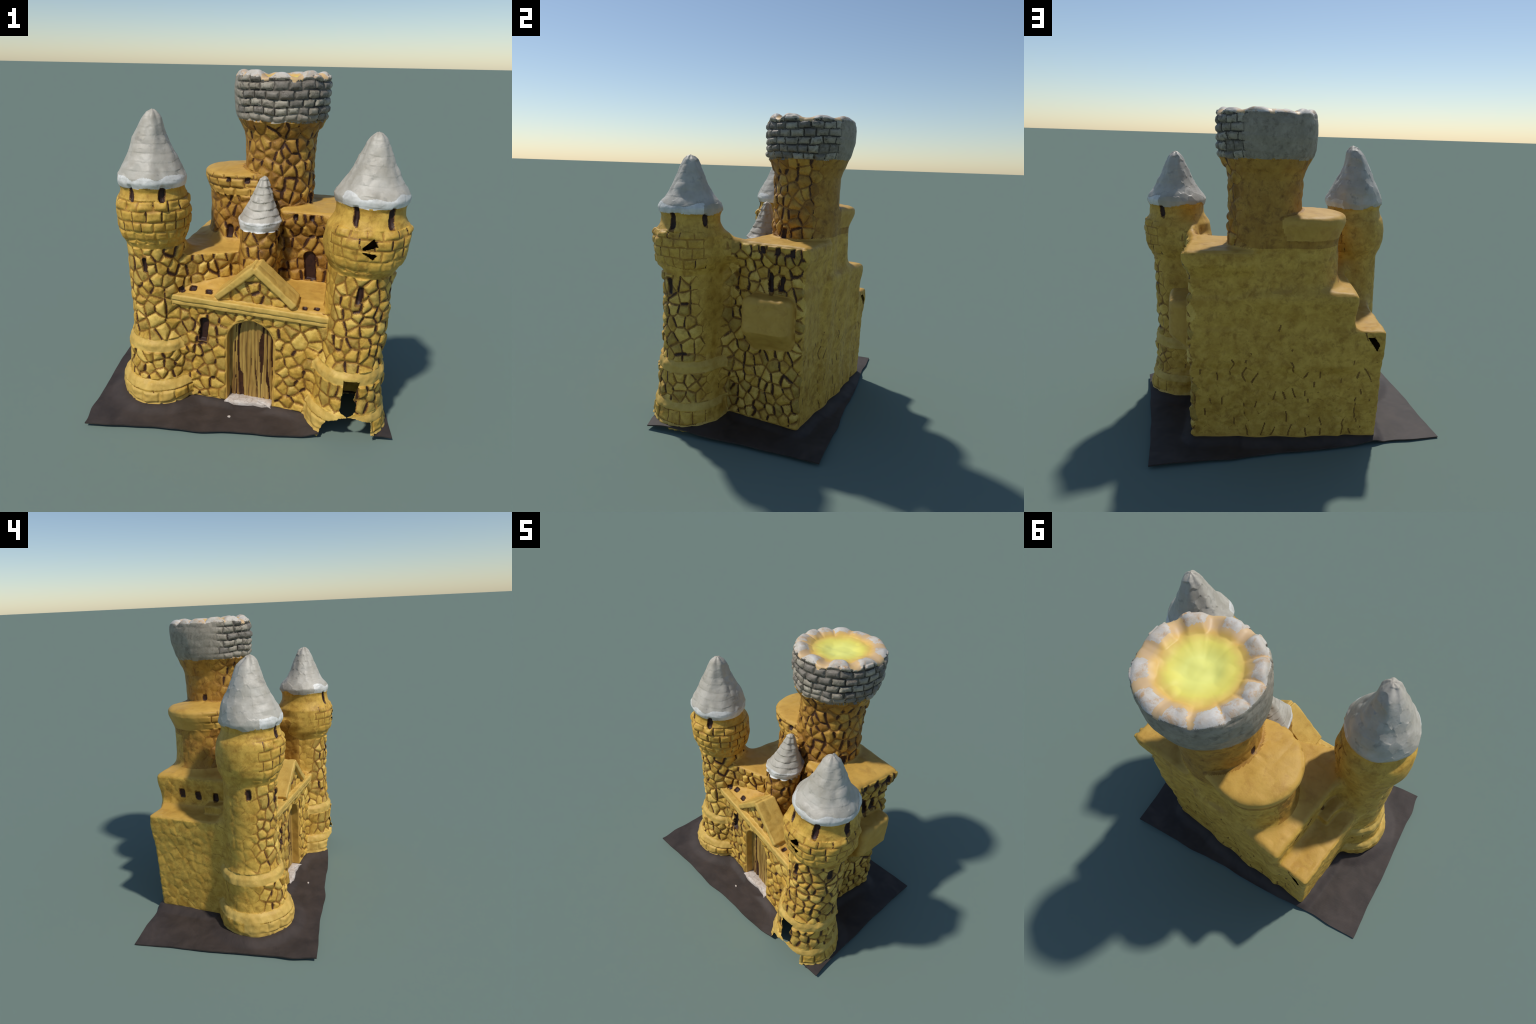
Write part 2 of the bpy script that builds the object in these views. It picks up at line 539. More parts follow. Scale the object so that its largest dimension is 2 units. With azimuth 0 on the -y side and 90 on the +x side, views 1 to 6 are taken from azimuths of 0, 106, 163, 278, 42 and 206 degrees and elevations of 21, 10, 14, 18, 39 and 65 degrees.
    cf = .06 + .94 * sstep(-.5, .3, N @ FRONT)
    lay(crown, CROWN[0], CROWN[1], .285, .046, .075, 1.708, 1.0, .0085, cf)
    disp[crown] += cf[crown] * .004 * noise(v[crown], 22, 19)
    for nm, ax, z0 in (('parapet_w', LT_AXIS, 1.085), ('parapet_e', RT_AXIS, 1.05)):
        m = (reg == RI[nm]) & (np.abs(N[:, 2]) < .75)
        ca, cb = ax(1.2)
        east_p = nm.endswith('e')
        lay(m, ca, cb, .21, .058, .078, z0, 2.0 + len(nm), .0035 if east_p else .0055, cf)
        disp[m] += cf[m] * (.009 if east_p else .004) * noise(v[m], 15, 23)
        pm = (reg == RI['plinth' + nm[-2:]]) & (z < .137)
        lay(pm, ca, cb, .25, .075, .10, .06, 4.0, .006, cf)
        # broken merlons standing on the parapet's ledge
        th = np.arctan2(v[:, 1] - cb, v[:, 0] - ca)
        led = ((lab == LI['tower_w']) if nm.endswith('w') else (lab == LI['tower_e']))
        top = z0 + .20
        w = np.exp(-((z - top) / .022) ** 2) * led
        disp += w * cf * (.010 * np.cos(th * 9 + 1.3) + .006 * np.cos(th * 5))
    lay((reg == RI['annex']) & (z > 1.265) & (np.abs(N[:, 2]) < .7), SHELF[0], SHELF[1], .23, .055, .08, 1.262, 6.0, .007, cf)
    # --- roofs: faint courses of shingles, dents
    for nm, ax, pr, step, amp in (('roof_w', LT_AXIS, LT_PROF, .046, .0010), ('roof_e', RT_AXIS, RT_PROF, .046, .0010),
                                  ('roof_t', TU_AXIS, TU_PROF, .040, .0036)):
        m = reg == RI[nm]
        ca, cb = ax(z[m])
        th = np.arctan2(v[m, 1] - cb, v[m, 0] - ca)
        zz = (z[m] + .008 * noise(v[m], 12, 9)) / step
        saw = 1 - (zz - np.floor(zz))
        row = np.floor(zz)
        sc = np.cos(th * (7 if nm == 'roof_t' else 11) + row * 2.4)
        k = .35 + .65 * front[m]
        disp[m] += k * (amp * (saw - .5) * 2 + amp * .8 * sc * saw) * (.4 + .6 * np.abs(noise(v[m], 9, 18))) + .0025 * noise(v[m], 13, 10) + .0012 * noise(v[m], 33, 11) * k
        # flat facets of a roughly modelled cone
        disp[m] += .0025 * np.cos(th * 6 + 2 * noise(v[m], 5, 12))
        fs = scatter_seeds(v[m], .058, 21)
        f1, _, _ = cells(v[m], fs)
        at = np.where(m)[0]
        for j in range(len(fs)):
            g_ = at[f1 == j]
            if len(g_) > 8:
                nn = N[g_].mean(0)
                nn /= np.linalg.norm(nn)
                h_ = (v[g_] - v[g_].mean(0)) @ nn
                disp[g_] -= np.clip(h_, -.006, .006) * (.50 - .30 * front[g_])
    # collars and plinths: worn, knocked edges
    for nm in ('collar_w', 'collar_e', 'plinth_w', 'plinth_e'):
        m = reg == RI[nm]
        disp[m] += .006 * noise(v[m], 16, 13) + .003 * noise(v[m], 40, 14)
    # crown rim lumps
    m = (kp & (z > 1.93))
    disp[m] += .006 * noise(v[m], 16, 15)
    # --- door planks
    m = reg == RI['door']
    u = (v[m, 0] - DOOR[0]) / .034 + .75 * noise(v[m] * np.array([1, 1, .10]), 26, 16)
    fu = u - np.floor(u)
    du = np.minimum(fu, 1 - fu) * .034
    disp[m] += -.009 * (1 - sstep(0, .006, du)) + .0025 * noise(v[m] * np.array([1, 1, .08]), 70, 17)
    plank = np.full(len(v), -1)
    plank[m] = np.floor(u).astype(int) + 50
    pe = np.full(len(v), .05)
    pe[m] = du
    # --- windows
    win = np.full(len(v), -1)
    halo = np.zeros(len(v), bool)
    winm = np.zeros(len(v))
    for k, (nm, c, hw, hh, dep, arch) in enumerate(WINDOWS):
        c = np.array(c)
        near = np.where(((v - c) ** 2).sum(1) < (max(hw, hh) + .05) ** 2)[0]
        if not len(near):
            continue
        i0 = near[((v[near] - c) ** 2).sum(1).argmin()]
        n = N[near[((v[near] - v[i0]) ** 2).sum(1) < .03 ** 2]].mean(0)
        n /= np.linalg.norm(n)
        t = np.cross([0, 0, 1], n)
        t /= np.linalg.norm(t)
        up = np.cross(n, t)
        r = v[near] - v[i0]
        x, y = r @ t + .10 * (r @ up) * (k % 3 - 1), r @ up
        if arch:
            s = hh - hw
            dist = np.where(y > s, np.hypot(x, y - s) - hw, np.maximum(np.abs(x) - hw, -y - hh))
        else:
            dist = (((np.abs(x) / hw) ** 4 + (np.abs(y) / hh) ** 4) ** (1 / 4) - 1) * hw
        dist = dist + .0025 * noise(v[near], 45, 20)
        ok = N[near] @ n > .1
        mk = (1 - sstep(-.004, .006, dist)) * ok
        disp[near] = disp[near] * (1 - mk) - dep * mk
        w = near[(dist < .001) & ok]
        win[w] = k
        halo[near[(dist < .0045 + .003 * noise(v[near], 30, 22)) & ok]] = True
        i1[w] = -1
    R.disp, R.N, R.reg, R.RI = disp, N, reg, RI
    R.i1, R.i2, R.e, R.seeds, R.amt = i1, i2, e, seeds, amt
    R.brick, R.be, R.bup, R.cf = brick, be, bup, cf
    R.plank, R.pe, R.win, R.lab = plank, pe, win, lab
    R.front, R.halo, R.mer = front, halo, mer
    return R

# ------------------------------------------------------------------ materials
def material(name, build):
    m = bpy.data.materials.new(name)
    m.use_nodes = True
    nt = m.node_tree
    nt.nodes.clear()
    out = nt.nodes.new('ShaderNodeOutputMaterial')
    bs = nt.nodes.new('ShaderNodeBsdfPrincipled')
    nt.links.new(bs.outputs[0], out.inputs[0])
    tc = nt.nodes.new('ShaderNodeTexCoord')
    build(nt, bs, tc.outputs['Object'])
    return m

def n_noise(nt, co, scale, detail=4, rough=.6, stretch=None, dist=0.0):
    if stretch:
        mp = nt.nodes.new('ShaderNodeMapping')
        mp.inputs['Scale'].default_value = stretch
        nt.links.new(co, mp.inputs[0])
        co = mp.outputs[0]
    t = nt.nodes.new('ShaderNodeTexNoise')
    t.inputs['Scale'].default_value = scale
    t.inputs['Detail'].default_value = detail
    t.inputs['Roughness'].default_value = rough
    t.inputs['Distortion'].default_value = dist
    nt.links.new(co, t.inputs['Vector'])
    return t.outputs['Fac']

def n_ramp(nt, fac, stops):
    r = nt.nodes.new('ShaderNodeValToRGB')
    el = r.color_ramp.elements
    while len(el) < len(stops):
        el.new(.5)
    for e, (pos, c) in zip(el, stops):
        e.position = pos
        e.color = (*c, 1) if len(c) == 3 else c
    nt.links.new(fac, r.inputs[0])
    return r.outputs[0]

def n_mix(nt, fac, a, b):
    m = nt.nodes.new('ShaderNodeMix')
    m.data_type = 'RGBA'
    for s, val in ((0, fac), (6, a), (7, b)):
        if hasattr(val, 'is_linked'):
            nt.links.new(val, m.inputs[s])
        elif s == 0:
            m.inputs[0].default_value = val
        else:
            m.inputs[s].default_value = (*val, 1)
    return m.outputs[2]

def n_bump(nt, bs, fac, strength, dist):
    b = nt.nodes.new('ShaderNodeBump')
    b.inputs['Strength'].default_value = strength
    b.inputs['Distance'].default_value = dist
    nt.links.new(fac, b.inputs['Height'])
    nt.links.new(b.outputs[0], bs.inputs['Normal'])

BLACK, WHITE = (0, 0, 0), (1, 1, 1)

def painted(light, mid, dark, amount_dark, rough=.55, scale=9, spec=.3):
    """glaze with clouds of lighter paint and patches of thin brown wash"""
    def build(nt, bs, co):
        big = n_noise(nt, co, scale * 1.5, 5, .68, dist=.3)
        col = n_ramp(nt, big, [(.36, mid), (.64, light)])
        wash = n_noise(nt, co, scale * 2.3, 6, .7, dist=.4)
        m = n_ramp(nt, wash, [(.50, BLACK), (.68, (amount_dark,) * 3)])
        col = n_mix(nt, m, col, dark)
        nt.links.new(col, bs.inputs['Base Color'])
        bs.inputs['Roughness'].default_value = rough
        bs.inputs['Specular IOR Level'].default_value = spec
        n_bump(nt, bs, n_noise(nt, co, 90, 4, .6), .25, .004)
    return build

def make_materials():
    M = {}
    ochre = ((.680, .425, .078), (.490, .275, .040), (.29, .135, .018))
    keepc = ((.480, .265, .044), (.340, .165, .024), (.15, .060, .010))  # darkened and browned: shade on keep, annex, hall and turret baked into their colour
    M['stone'] = material('ochre_stone', painted(*ochre, .7))
    M['stone_pale'] = material('pale_ochre_stone', painted((.78, .525, .125), (.60, .365, .062), (.35, .18, .026), .6))
    M['stone_olive'] = material('olive_stone', painted((.54, .355, .075), (.38, .225, .040), (.21, .11, .018), .75))
    M['keep_brown'] = material('brown_stone', painted((.36, .18, .028), (.25, .115, .017), (.10, .04, .008), .85))
    M['keep_pale'] = material('pale_amber_stone', painted((.56, .335, .062), (.43, .23, .036), (.20, .085, .012), .7))
    M['keep_stone'] = material('amber_stone', painted(*keepc, .75))
    M['ledge'] = material('ochre_ledge', painted((.60, .36, .075), (.52, .30, .055), (.36, .17, .03), .45, scale=5))
    M['trim'] = material('pale_trim', painted((.66, .44, .11), (.56, .35, .075), (.33, .18, .035), .35, scale=8))  # lightened so the collars' yellow highlights are painted in
    M['tan'] = material('tan_joint', painted((.42, .225, .036), (.33, .165, .024), (.20, .085, .013), .7, scale=16))
    M['amber_tan'] = material('amber_joint', painted((.36, .175, .030), (.28, .125, .020), (.15, .06, .010), .6, scale=16))
    M['joint'] = material('brown_joint', painted((.27, .135, .024), (.20, .092, .016), (.09, .034, .008), .8, scale=16))
    M['dark_joint'] = material('dark_joint', painted((.070, .026, .010), (.045, .016, .008), (.015, .006, .006), .7, scale=16))
    M['opening'] = material('dark_opening', painted((.050, .020, .012), (.030, .012, .010), (.012, .005, .006), .6, scale=16))
    def roof(nt, bs, co):
        big = n_noise(nt, co, 10, 5, .6)
        col = n_ramp(nt, big, [(.30, (.385, .345, .275)), (.66, (.54, .50, .425))])
        spots = n_noise(nt, co, 17, 3, .6)
        m = n_ramp(nt, spots, [(.60, BLACK), (.74, (.55, .55, .55))])
        col = n_mix(nt, m, col, (.16, .155, .14))
        nt.links.new(col, bs.inputs['Base Color'])
        bs.inputs['Roughness'].default_value = .5
        n_bump(nt, bs, n_noise(nt, co, 70, 4, .6), .25, .004)
    M['roof'] = material('pale_roof_glaze', roof)
    def eave(nt, bs, co):
        col = n_ramp(nt, n_noise(nt, co, 14, 5, .6), [(.30, (.50, .48, .43)), (.62, (.74, .725, .68))])
        nt.links.new(col, bs.inputs['Base Color'])
        bs.inputs['Roughness'].default_value = .45
        n_bump(nt, bs, n_noise(nt, co, 70, 4, .6), .2, .004)
    M['eave'] = material('white_eave_glaze', eave)
    M['brick'] = material('grey_brick', painted((.36, .315, .245), (.245, .21, .155), (.075, .062, .045), .95, scale=13))
    M['brick_pale'] = material('pale_brick', painted((.44, .395, .31), (.31, .27, .205), (.10, .085, .062), .9, scale=13))
    M['brick_dark'] = material('dark_brick', painted((.25, .22, .18), (.16, .14, .11), (.07, .055, .042), .8, scale=16))
    M['brick_joint'] = material('grey_brick_joint', painted((.15, .13, .10), (.10, .084, .066), (.03, .024, .018), .9, scale=18))
    M['brick_gap'] = material('dark_brick_joint', painted((.055, .045, .035), (.035, .028, .022), (.02, .015, .012), .6, scale=18))
    M['crown'] = material('grey_crown', painted((.36, .315, .245), (.26, .225, .17), (.13, .105, .078), .7, scale=11))
    M['rim'] = material('pale_crown_rim', painted((.60, .57, .52), (.52, .44, .34), (.50, .27, .09), .8, scale=9))
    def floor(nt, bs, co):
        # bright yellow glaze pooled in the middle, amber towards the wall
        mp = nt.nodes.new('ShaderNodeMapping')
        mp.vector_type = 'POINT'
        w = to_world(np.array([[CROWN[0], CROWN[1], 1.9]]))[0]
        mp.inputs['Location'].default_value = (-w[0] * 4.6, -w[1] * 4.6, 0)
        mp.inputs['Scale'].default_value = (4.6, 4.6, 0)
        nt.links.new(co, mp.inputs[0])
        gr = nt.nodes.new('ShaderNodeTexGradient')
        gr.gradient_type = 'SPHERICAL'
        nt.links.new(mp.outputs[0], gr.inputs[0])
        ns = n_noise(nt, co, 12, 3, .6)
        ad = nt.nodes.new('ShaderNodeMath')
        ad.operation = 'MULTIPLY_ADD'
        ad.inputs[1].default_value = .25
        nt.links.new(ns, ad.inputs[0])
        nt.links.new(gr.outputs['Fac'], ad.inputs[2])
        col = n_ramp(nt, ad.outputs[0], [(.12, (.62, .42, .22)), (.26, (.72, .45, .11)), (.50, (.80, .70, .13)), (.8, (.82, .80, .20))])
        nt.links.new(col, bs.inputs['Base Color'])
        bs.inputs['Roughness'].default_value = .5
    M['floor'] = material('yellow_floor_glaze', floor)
    def wood(nt, bs, co):
        gr = n_noise(nt, co, 60, 4, .6, (1, 1, .05), .2)
        col = n_ramp(nt, gr, [(.34, (.13, .06, .012)), (.46, (.33, .185, .038)), (.66, (.50, .32, .075))])
        nt.links.new(col, bs.inputs['Base Color'])
        bs.inputs['Roughness'].default_value = .6
        n_bump(nt, bs, gr, .5, .006)
    M['wood'] = material('door_wood', wood)
    def plate(nt, bs, co):
        col = n_ramp(nt, n_noise(nt, co, 6, 6, .65, dist=.5), [(.3, (.024, .0165, .0135)), (.7, (.056, .040, .033))])
        sc = n_noise(nt, co, 18, 5, .7, (1, 6, 1))
        col = n_mix(nt, n_ramp(nt, sc, [(.60, BLACK), (.80, (.45, .45, .45))]), col, (.10, .075, .065))
        nt.links.new(col, bs.inputs['Base Color'])
        bs.inputs['Roughness'].default_value = .7
        n_bump(nt, bs, sc, .2, .004)
    M['plate'] = material('dark_slate', plate)
    M['white'] = material('white_chip', painted((.62, .56, .50), (.48, .40, .33), (.22, .16, .12), .6, scale=20))
    return M

# ------------------------------------------------------------------ objects
def make_mesh(name, v, q, mats, mi, normals):
    used, inv = np.unique(q, return_inverse=True)
    me = bpy.data.meshes.new(name)
    me.vertices.add(len(used))
    me.vertices.foreach_set('co', v[used].astype(np.float32).ravel())
    nq = len(q)
    me.loops.add(nq * 4)
    me.loops.foreach_set('vertex_index', inv.astype(np.int32).ravel())
    me.polygons.add(nq)
    me.polygons.foreach_set('loop_start', np.arange(0, nq * 4, 4, dtype=np.int32))
    for m in mats:
        me.materials.append(m)
    me.polygons.foreach_set('material_index', mi.astype(np.int32))
    me.polygons.foreach_set('use_smooth', np.ones(nq, bool))
    me.update(calc_edges=True)
    me.normals_split_custom_set_from_vertices(normals[used].tolist())
    return me

def add(name, me, parent, kind=None):
    o = bpy.data.objects.new(name, me)
    bpy.context.scene.collection.objects.link(o)
    o.parent = parent
    if kind:
        o['kind'] = kind
    return o

def hash01(a, b, s=0.0):
    return np.abs(np.sin(a * 12.9898 + b * 78.233 + s) * 43758.5453) % 1

def main():
    M = make_materials()
    v, q = build_surface()
    R = carve(v, q)
    v = v + R.N * R.disp[:, None]
    N = vertex_normals(v, q)
    W, NW = to_world(v), to_world(N)
    RI = R.RI

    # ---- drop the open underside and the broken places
    fc = W[q].mean(1)
    fl = v[q].mean(1)
    fn = N[q].mean(1)
    keep = ~((fc[:, 2] < .03) & (fn[:, 2] < -.5))
    east = np.isin(R.lab[q[:, 0]], [LI['tower_e'], LI['gatehouse']]) & (fc[:, 1] < -.45) & (fn[:, 1] < .35)
    for poly in BREAKS:
        keep &= ~(east & in_poly(fc[:, 0], fc[:, 2], poly))
    keep &= ~((fl[:, 1] > .42) & (fn[:, 1] > .3) & in_poly(fl[:, 0], fl[:, 2], BACK_BREAK))
    q, fc, fl, fn = q[keep], fc[keep], fl[keep], fn[keep]

    # ---- classify faces
    reg = R.reg[q[:, 0]]
    stone = R.i1[q[:, 0]].copy()
    stone[(R.i1[q] < 0).any(1)] = -1
    e = R.e[q].mean(1)
    k = R.e[q].argmin(1)
    vi = q[np.arange(len(q)), k]
    s1, s2 = R.i1[vi], R.i2[vi]
    amt = R.amt[q].mean(1)
    pair_lo, pair_hi = np.minimum(s1, s2), np.maximum(s1, s2)
    dv = R.seeds[np.maximum(s1, 0)] - R.seeds[np.maximum(s2, 0)]
    upright = 1 - np.abs(dv[:, 2]) / (np.linalg.norm(dv, axis=1) + 1e-9)
    dark_p = (.06 + .62 * sstep(.25, .9, upright)) * (.25 + .75 * sstep(.3, .9, amt))  # upright joints get dark colour more often, drawing the shade in their grooves
    wear = noise(fl, 26, 30)
    is_stone = stone >= 0
    gatef = (reg == RI['gatehouse']) & (fl[:, 1] < -.28)
    dark_p *= sstep(.35, .8, amt)
    dark_p *= .62 + .58 * sstep(-.4, .55, fn[:, 0])
    dark_p[gatef] *= .55
    keepf = np.isin(reg, [RI[n] for n in ('keep', 'annex', 'hall', 'turret')])
    dark_p[keepf] *= 1.35
    east_side = (fn[:, 0] > .6) & (fl[:, 0] > .5)
    dark_p[east_side] *= 1.3
    backf = fn[:, 1] > .5
    dark_p[backf] = .0
    strong = is_stone & (hash01(pair_lo, pair_hi) < dark_p)
    wide = .0054 + .0036 * wear + .0018 * keepf
    dark = strong & (e < wide)
    joint = is_stone & ~dark & ((strong & (e < wide + .003)) | (~strong & (e < (.0030 + .0022 * wear) * sstep(.2, .7, amt))))
    joint |= is_stone & backf & (hash01(pair_lo, pair_hi, 2.0) < .55 * sstep(.8, .3, fc[:, 2]) * sstep(.2, .8, upright)) & (e < .0045 + .003 * wear)
    tan = is_stone & ~dark & ~joint & ((strong & (e < wide + .006)) | (e < (.0065 + .003 * wear) * sstep(.1, .5, amt)))
    brick = R.brick[q[:, 0]].copy()
    be = R.be[q].mean(1)
    cf = R.cf[q].mean(1)
    bup = R.bup[q[:, 0]]
    is_brick = brick > -1
    bdark = is_brick & (be < (.0045 + .002 * wear) * sstep(.12, .45, cf))
    on_par = np.isin(reg, [RI['parapet_w'], RI['parapet_e']])
    bdark_par = bdark & on_par & bup & (hash01(brick, brick * 0 + 3.0) < np.where(reg == RI['parapet_e'], .15, .5))
    win = R.win[q].max(1)
    plank = R.plank[q[:, 0]]
    pdark = (R.pe[q].mean(1) < .0018 + .0080 * hash01(plank, plank * 0 + 1.0) ** 1.5 + .0012 * wear) & (plank >= 0)

    # ---- the thing and its parts
    top = bpy.data.objects.new('ceramic_castle', None)
    bpy.context.scene.collection.objects.link(top)
    top['label'] = 'small ochre glazed ceramic castle with pale cone roofs on a dark plate'
    top['category'] = 'castle figurine'

    done = np.zeros(len(q), bool)
    def piece(name, sel, mats, mi, parent, kind=None):
        sel = sel & ~done
        if sel.sum() < 2:
            return None
        done[sel] = True
        me = make_mesh(name, W, q[sel], mats, mi[sel] if mi is not None else np.zeros(sel.sum(), int), NW)
        return add(name, me, parent, kind)

    mi = np.zeros(len(q), int)
    mi[joint] = 1
    mi[dark] = 2
    mi[tan] = 3
    mi[bdark & (reg == RI['annex'])] = 1
    haloed = R.halo[q].any(1) & (win < 0)
    mi[haloed & ~dark] = 1
    body_faces = ~is_stone | joint | dark | tan | haloed
    part_of = {'wall': 'outer_wall', 'upper_terrace': 'terrace', 'hall': 'hall', 'gatehouse': 'gatehouse', 'tower_w': 'tower',
               'tower_e': 'tower', 'keep': 'keep', 'annex': 'annex_turret', 'turret': 'gate_turret', 'oriel': 'oriel'}
    amber = ('keep', 'annex', 'turret', 'hall')
    objs = {}
    for rn, nm in part_of.items():
        r = reg == RI[rn]
        st = M['keep_stone'] if rn in amber else M['stone']
        smooth = M['ledge']
        m3 = mi.copy()
        if rn in ('tower_w', 'tower_e', 'keep', 'turret'):
            smooth = st
        objs[rn] = piece(nm, r & body_faces & (win < 0), [smooth, M['joint'], M['dark_joint'], M['amber_tan'] if rn in amber else M['tan']], m3, top)
    # sub parts
    for t, sfx in (('tower_w', '_w'), ('tower_e', '_e')):
        P = objs[t]
        low = W[q[:, 0], 2]
        edge = 1.44 if sfx == '_w' else 1.43
        rm = np.where((fc[:, 2] < edge - .005 + .028 * noise(fl, 15, 31)) & (R.front[q[:, 0]] > .35 + .25 * noise(fl, 12, 32)), 1, 0)
        piece('roof', reg == RI['roof' + sfx], [M['roof'], M['eave']], rm, P)
        bm = np.where(bdark_par, np.where(be < .0035, 3, 2), np.where(bdark, 1, 0))
        piece('parapet', (reg == RI['parapet' + sfx]) & (win < 0), [M['stone'], M['tan'], M['joint'], M['dark_joint']], bm, P)
        piece('stone_band', reg == RI['collar' + sfx], [M['trim']], None, P)
        piece('plinth', reg == RI['plinth' + sfx], [M['trim'], M['stone'], M['tan'], M['joint']],
              np.where(bdark, np.where(be < .003, 3, 2), np.where(is_brick, 1, 0)), P)
    piece('roof', reg == RI['roof_t'], [M['roof'], M['eave']], np.where(fc[:, 2] < 1.175, 1, 0), objs['turret'])
    piece('cornice', reg == RI['cornice'], [M['trim']], None, objs['gatehouse'])
    piece('gable', (reg == RI['gable']) & body_faces, [M['trim'], M['joint'], M['dark_joint'], M['tan']], mi, objs['gatehouse'])
    for pid in np.unique(plank[plank >= 0]):
        piece('door_plank', (plank == pid) & ~pdark, [M['wood']], None, objs['gatehouse'])
    piece('door_gap', (plank >= 0) | (reg == RI['door']), [M['dark_joint']], None, objs['gatehouse'])
    # crown of the keep
    rim = (reg == RI['crown']) & ((fc[:, 2] > 1.955 + .012 * noise(fl, 14, 33)) | (~is_brick & (fc[:, 2] > 1.93)))
    crown = piece('crown', (reg == RI['crown']) & ~rim & (~is_brick | bdark | (cf < .3)),
                  [M['crown'], M['brick_joint'], M['brick_gap']],
                  np.where(bdark, np.where(hash01(brick, bup * 3.0) < .28, 2, 1), 0), objs['keep'])
    bear = np.degrees(np.arctan2(fl[:, 1] - CROWN[1], fl[:, 0] - CROWN[0]))
    gap = np.stack([np.abs((bear - d + 180) % 360 - 180) for d in MERLONS], 1).argmin(1)
    for i in range(len(MERLONS)):
        piece('merlon', rim & (gap == i), [M['rim']], None, objs['keep'])
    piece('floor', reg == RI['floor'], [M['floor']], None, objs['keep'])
    for bid in np.unique(brick[is_brick & (reg == RI['crown'])]):
        piece('brick', (brick == bid) & (reg == RI['crown']), [M[('brick', 'brick_pale', 'brick_dark')[int(hash01(bid * 1.0, 2.0) * 3)]]], None, objs['keep'])
    # windows
    for wi in np.unique(win[win >= 0]):
        nm = WINDOWS[wi][0]
        piece('window_opening', win == wi, [M['opening']], None, objs[nm])
    # stones: those with most area facing the carved side are objects, the rest are one mass per part
    order = np.argsort(stone, kind='stable')
    st_ids, start = np.unique(stone[order], return_index=True)
    groups = {i: order[a:b] for i, a, b in zip(st_ids, start, list(start[1:]) + [len(order)]) if i >= 0}
    score = {i: (amt[g] * (~done[g])).sum() for i, g in groups.items()}
    best = sorted(score, key=lambda i: -score[i])[:300]
    def owner(g):
        lab = np.bincount(reg[g]).argmax()
        n = R.names[lab]
        return n if n in part_of else ('gatehouse' if n in ('gable', 'cornice', 'door') else 'keep')
    def owned(n):
        return objs[n]
    carved = np.bincount(np.maximum(stone, 0), amt, len(R.seeds)) / np.maximum(np.bincount(np.maximum(stone, 0), minlength=len(R.seeds)), 1)
    def stone_mats(n):
        if n in amber:
            return [M['keep_stone'], M['keep_pale'], M['keep_brown']]
        return [M['stone'], M['stone_pale'], M['stone_olive']]
    def variant(i):
        return np.where(carved[i] > .5, np.searchsorted([.42, .74], hash01(np.asarray(i) * 1.0, 5.0, 1.0)), 0)
    for i in best:
        g = groups[i]
        g = g[~done[g]]
        if len(g) < 6:
            continue
        done[g] = True
        n = owner(g)
        me = make_mesh('stone', W, q[g], [stone_mats(n)[variant(i)]], np.zeros(len(g), int), NW)
        add('stone', me, owned(n))
    for rn in part_of:
        r = (reg == RI[rn])
        piece('rubble_stones', r, stone_mats(rn), variant(stone), objs[rn], 'stuff')
    piece('rubble_stones', ~done, stone_mats('gatehouse'), variant(stone), objs['gatehouse'], 'stuff')

    base_plate(M, top)
    threshold(M, top)

PLATE = [(-.926, -.518, .028), (.872, -.606, .024), (.926, .514, .025), (-.842, .642, .007)]

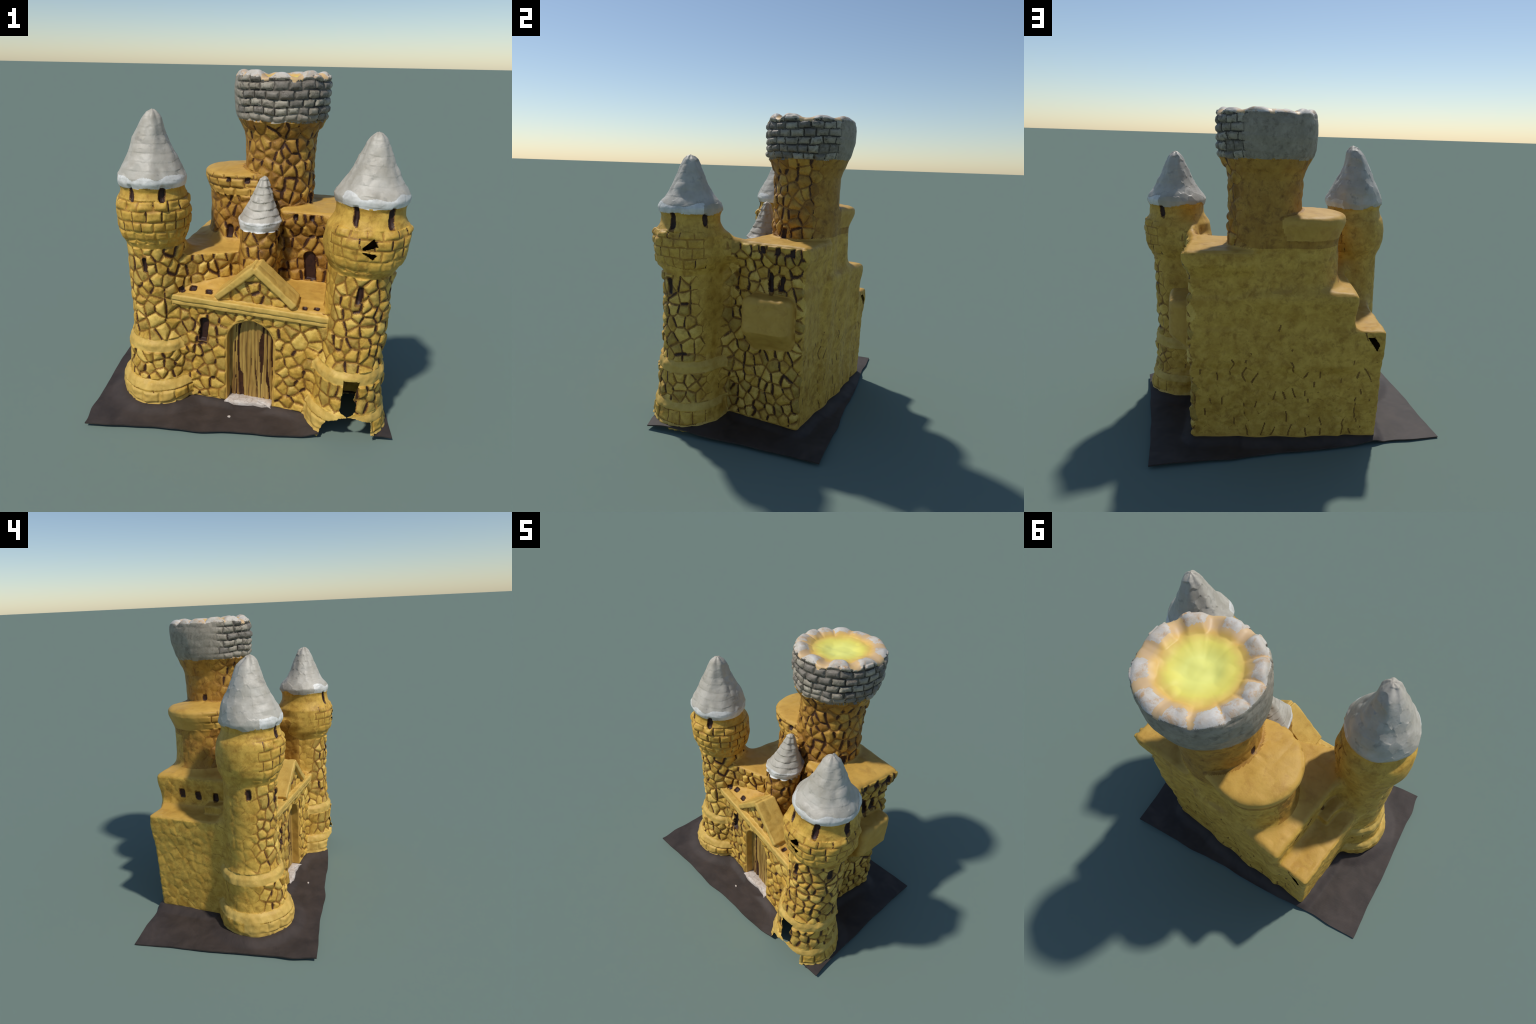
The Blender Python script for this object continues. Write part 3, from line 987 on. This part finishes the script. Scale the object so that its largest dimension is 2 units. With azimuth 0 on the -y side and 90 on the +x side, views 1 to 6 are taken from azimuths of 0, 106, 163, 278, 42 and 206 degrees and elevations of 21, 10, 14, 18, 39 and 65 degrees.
def base_plate(M, top):
    n1, n2 = 190, 130
    u, w = np.meshgrid(np.linspace(0, 1, n1), np.linspace(0, 1, n2), indexing='ij')
    u, w = u.ravel(), w.ravel()
    c = np.array(PLATE)
    P = (c[0] * ((1 - u) * (1 - w))[:, None] + c[1] * (u * (1 - w))[:, None] + c[2] * (u * w)[:, None] + c[3] * ((1 - u) * w)[:, None])
    # uneven, slightly wavy cut edges and clipped corners
    ed = np.minimum(np.minimum(u, 1 - u), np.minimum(w, 1 - w))
    wob = np.exp(-ed * 30) * .010
    P[:, 0] += wob * noise(P, 9, 40) - np.sin(np.pi * w) * (.010 * sstep(.8, 1, u) + .008 * sstep(.2, 0, u))
    P[:, 1] += wob * noise(P, 7, 41) - .022 * np.exp(-w * 25) * np.sin(np.pi * u) * (u < .9)
    loc_p = to_local(np.stack([P[:, 0], P[:, 1], np.full(len(P), .07)], 1))
    d = field(loc_p)
    lift = (1 - sstep(.0, .075, d))
    P[:, 2] = P[:, 2] * (1 - lift) + .044 * lift + .005 * noise(P * np.array([1, 1, 0]), 5, 42) + .0015 * noise(P * np.array([1, 1, 0]), 22, 43)
    th = .008
    P[:, 2] = np.maximum(P[:, 2], th + .0004)
    idx = np.arange(n1 * n2).reshape(n1, n2)
    Q = np.stack([idx[:-1, :-1], idx[1:, :-1], idx[1:, 1:], idx[:-1, 1:]], -1).reshape(-1, 4)
    f = P[Q].mean(1)
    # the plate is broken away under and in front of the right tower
    hx, hy = f[:, 0] - .616, f[:, 1] + .421
    gone = (np.hypot(hx, hy) < .225) | ((f[:, 0] > .445 + .012 * noise(f, 20, 44)) & (f[:, 0] < .737 + .008 * noise(f, 20, 45)) & (f[:, 1] < -.50))
    Q = Q[~gone]
    nb = len(P)
    B = P.copy()
    B[:, 2] -= th
    E = np.concatenate([Q[:, [0, 1]], Q[:, [1, 2]], Q[:, [2, 3]], Q[:, [3, 0]]])
    key = np.sort(E, 1)
    _, inv, cnt = np.unique(key, axis=0, return_inverse=True, return_counts=True)
    be = E[cnt[inv.ravel()] == 1]
    side = np.stack([be[:, 1], be[:, 0], be[:, 0] + nb, be[:, 1] + nb], 1)
    V = np.concatenate([P, B])
    QQ = np.concatenate([Q, Q[:, ::-1] + nb, side])
    used, inv = np.unique(QQ, return_inverse=True)
    me = bpy.data.meshes.new('base_plate')
    me.from_pydata(V[used].tolist(), [], inv.reshape(-1, 4).tolist())
    me.materials.append(M['plate'])
    me.polygons.foreach_set('use_smooth', np.ones(len(QQ), bool))
    me.set_sharp_from_angle(angle=math.radians(45))
    me.update()
    add('base_plate', me, top)

def lump(name, outline, z0, z1, mat, top):
    """a low worn slab over an outline in the castle frame"""
    n = len(outline)
    o = np.array(outline)
    c = o.mean(0)
    rings = [(1.0, z0), (1.0, z0 * .4 + z1 * .6), (.9, z1), (.4, z1 + .001)]
    V, F = [], []
    for s, z in rings:
        r = c + (o - c) * s
        V += to_world(np.column_stack([r, np.full(n, z)])).tolist()
    for k in range(len(rings) - 1):
        for i in range(n):
            j = (i + 1) % n
            F.append((k * n + i, k * n + j, (k + 1) * n + j, (k + 1) * n + i))
    F.append(tuple(range((len(rings) - 1) * n, len(rings) * n)))
    me = bpy.data.meshes.new(name)
    me.from_pydata(V, [], F)
    me.materials.append(mat)
    me.polygons.foreach_set('use_smooth', np.ones(len(F), bool))
    add(name, me, top)

def threshold(M, top):
    r = np.random.default_rng(9)
    a = np.linspace(-.035, .262, 14)
    front = [(x, -.326 - .010 * math.sin(i * .5 + .4) - .008 * r.random()) for i, x in enumerate(a)]
    back = [(x, -.245) for x in a[::-1]]
    lump('threshold', front + back, .030, .054, M['white'], top)
    w = [(x, y) for x, y in ((.02, -.455), (.035, -.460), (.042, -.450), (.03, -.445))]
    lump('chip', w, .016, .032, M['white'], top)

if bpy is not None:
    main()
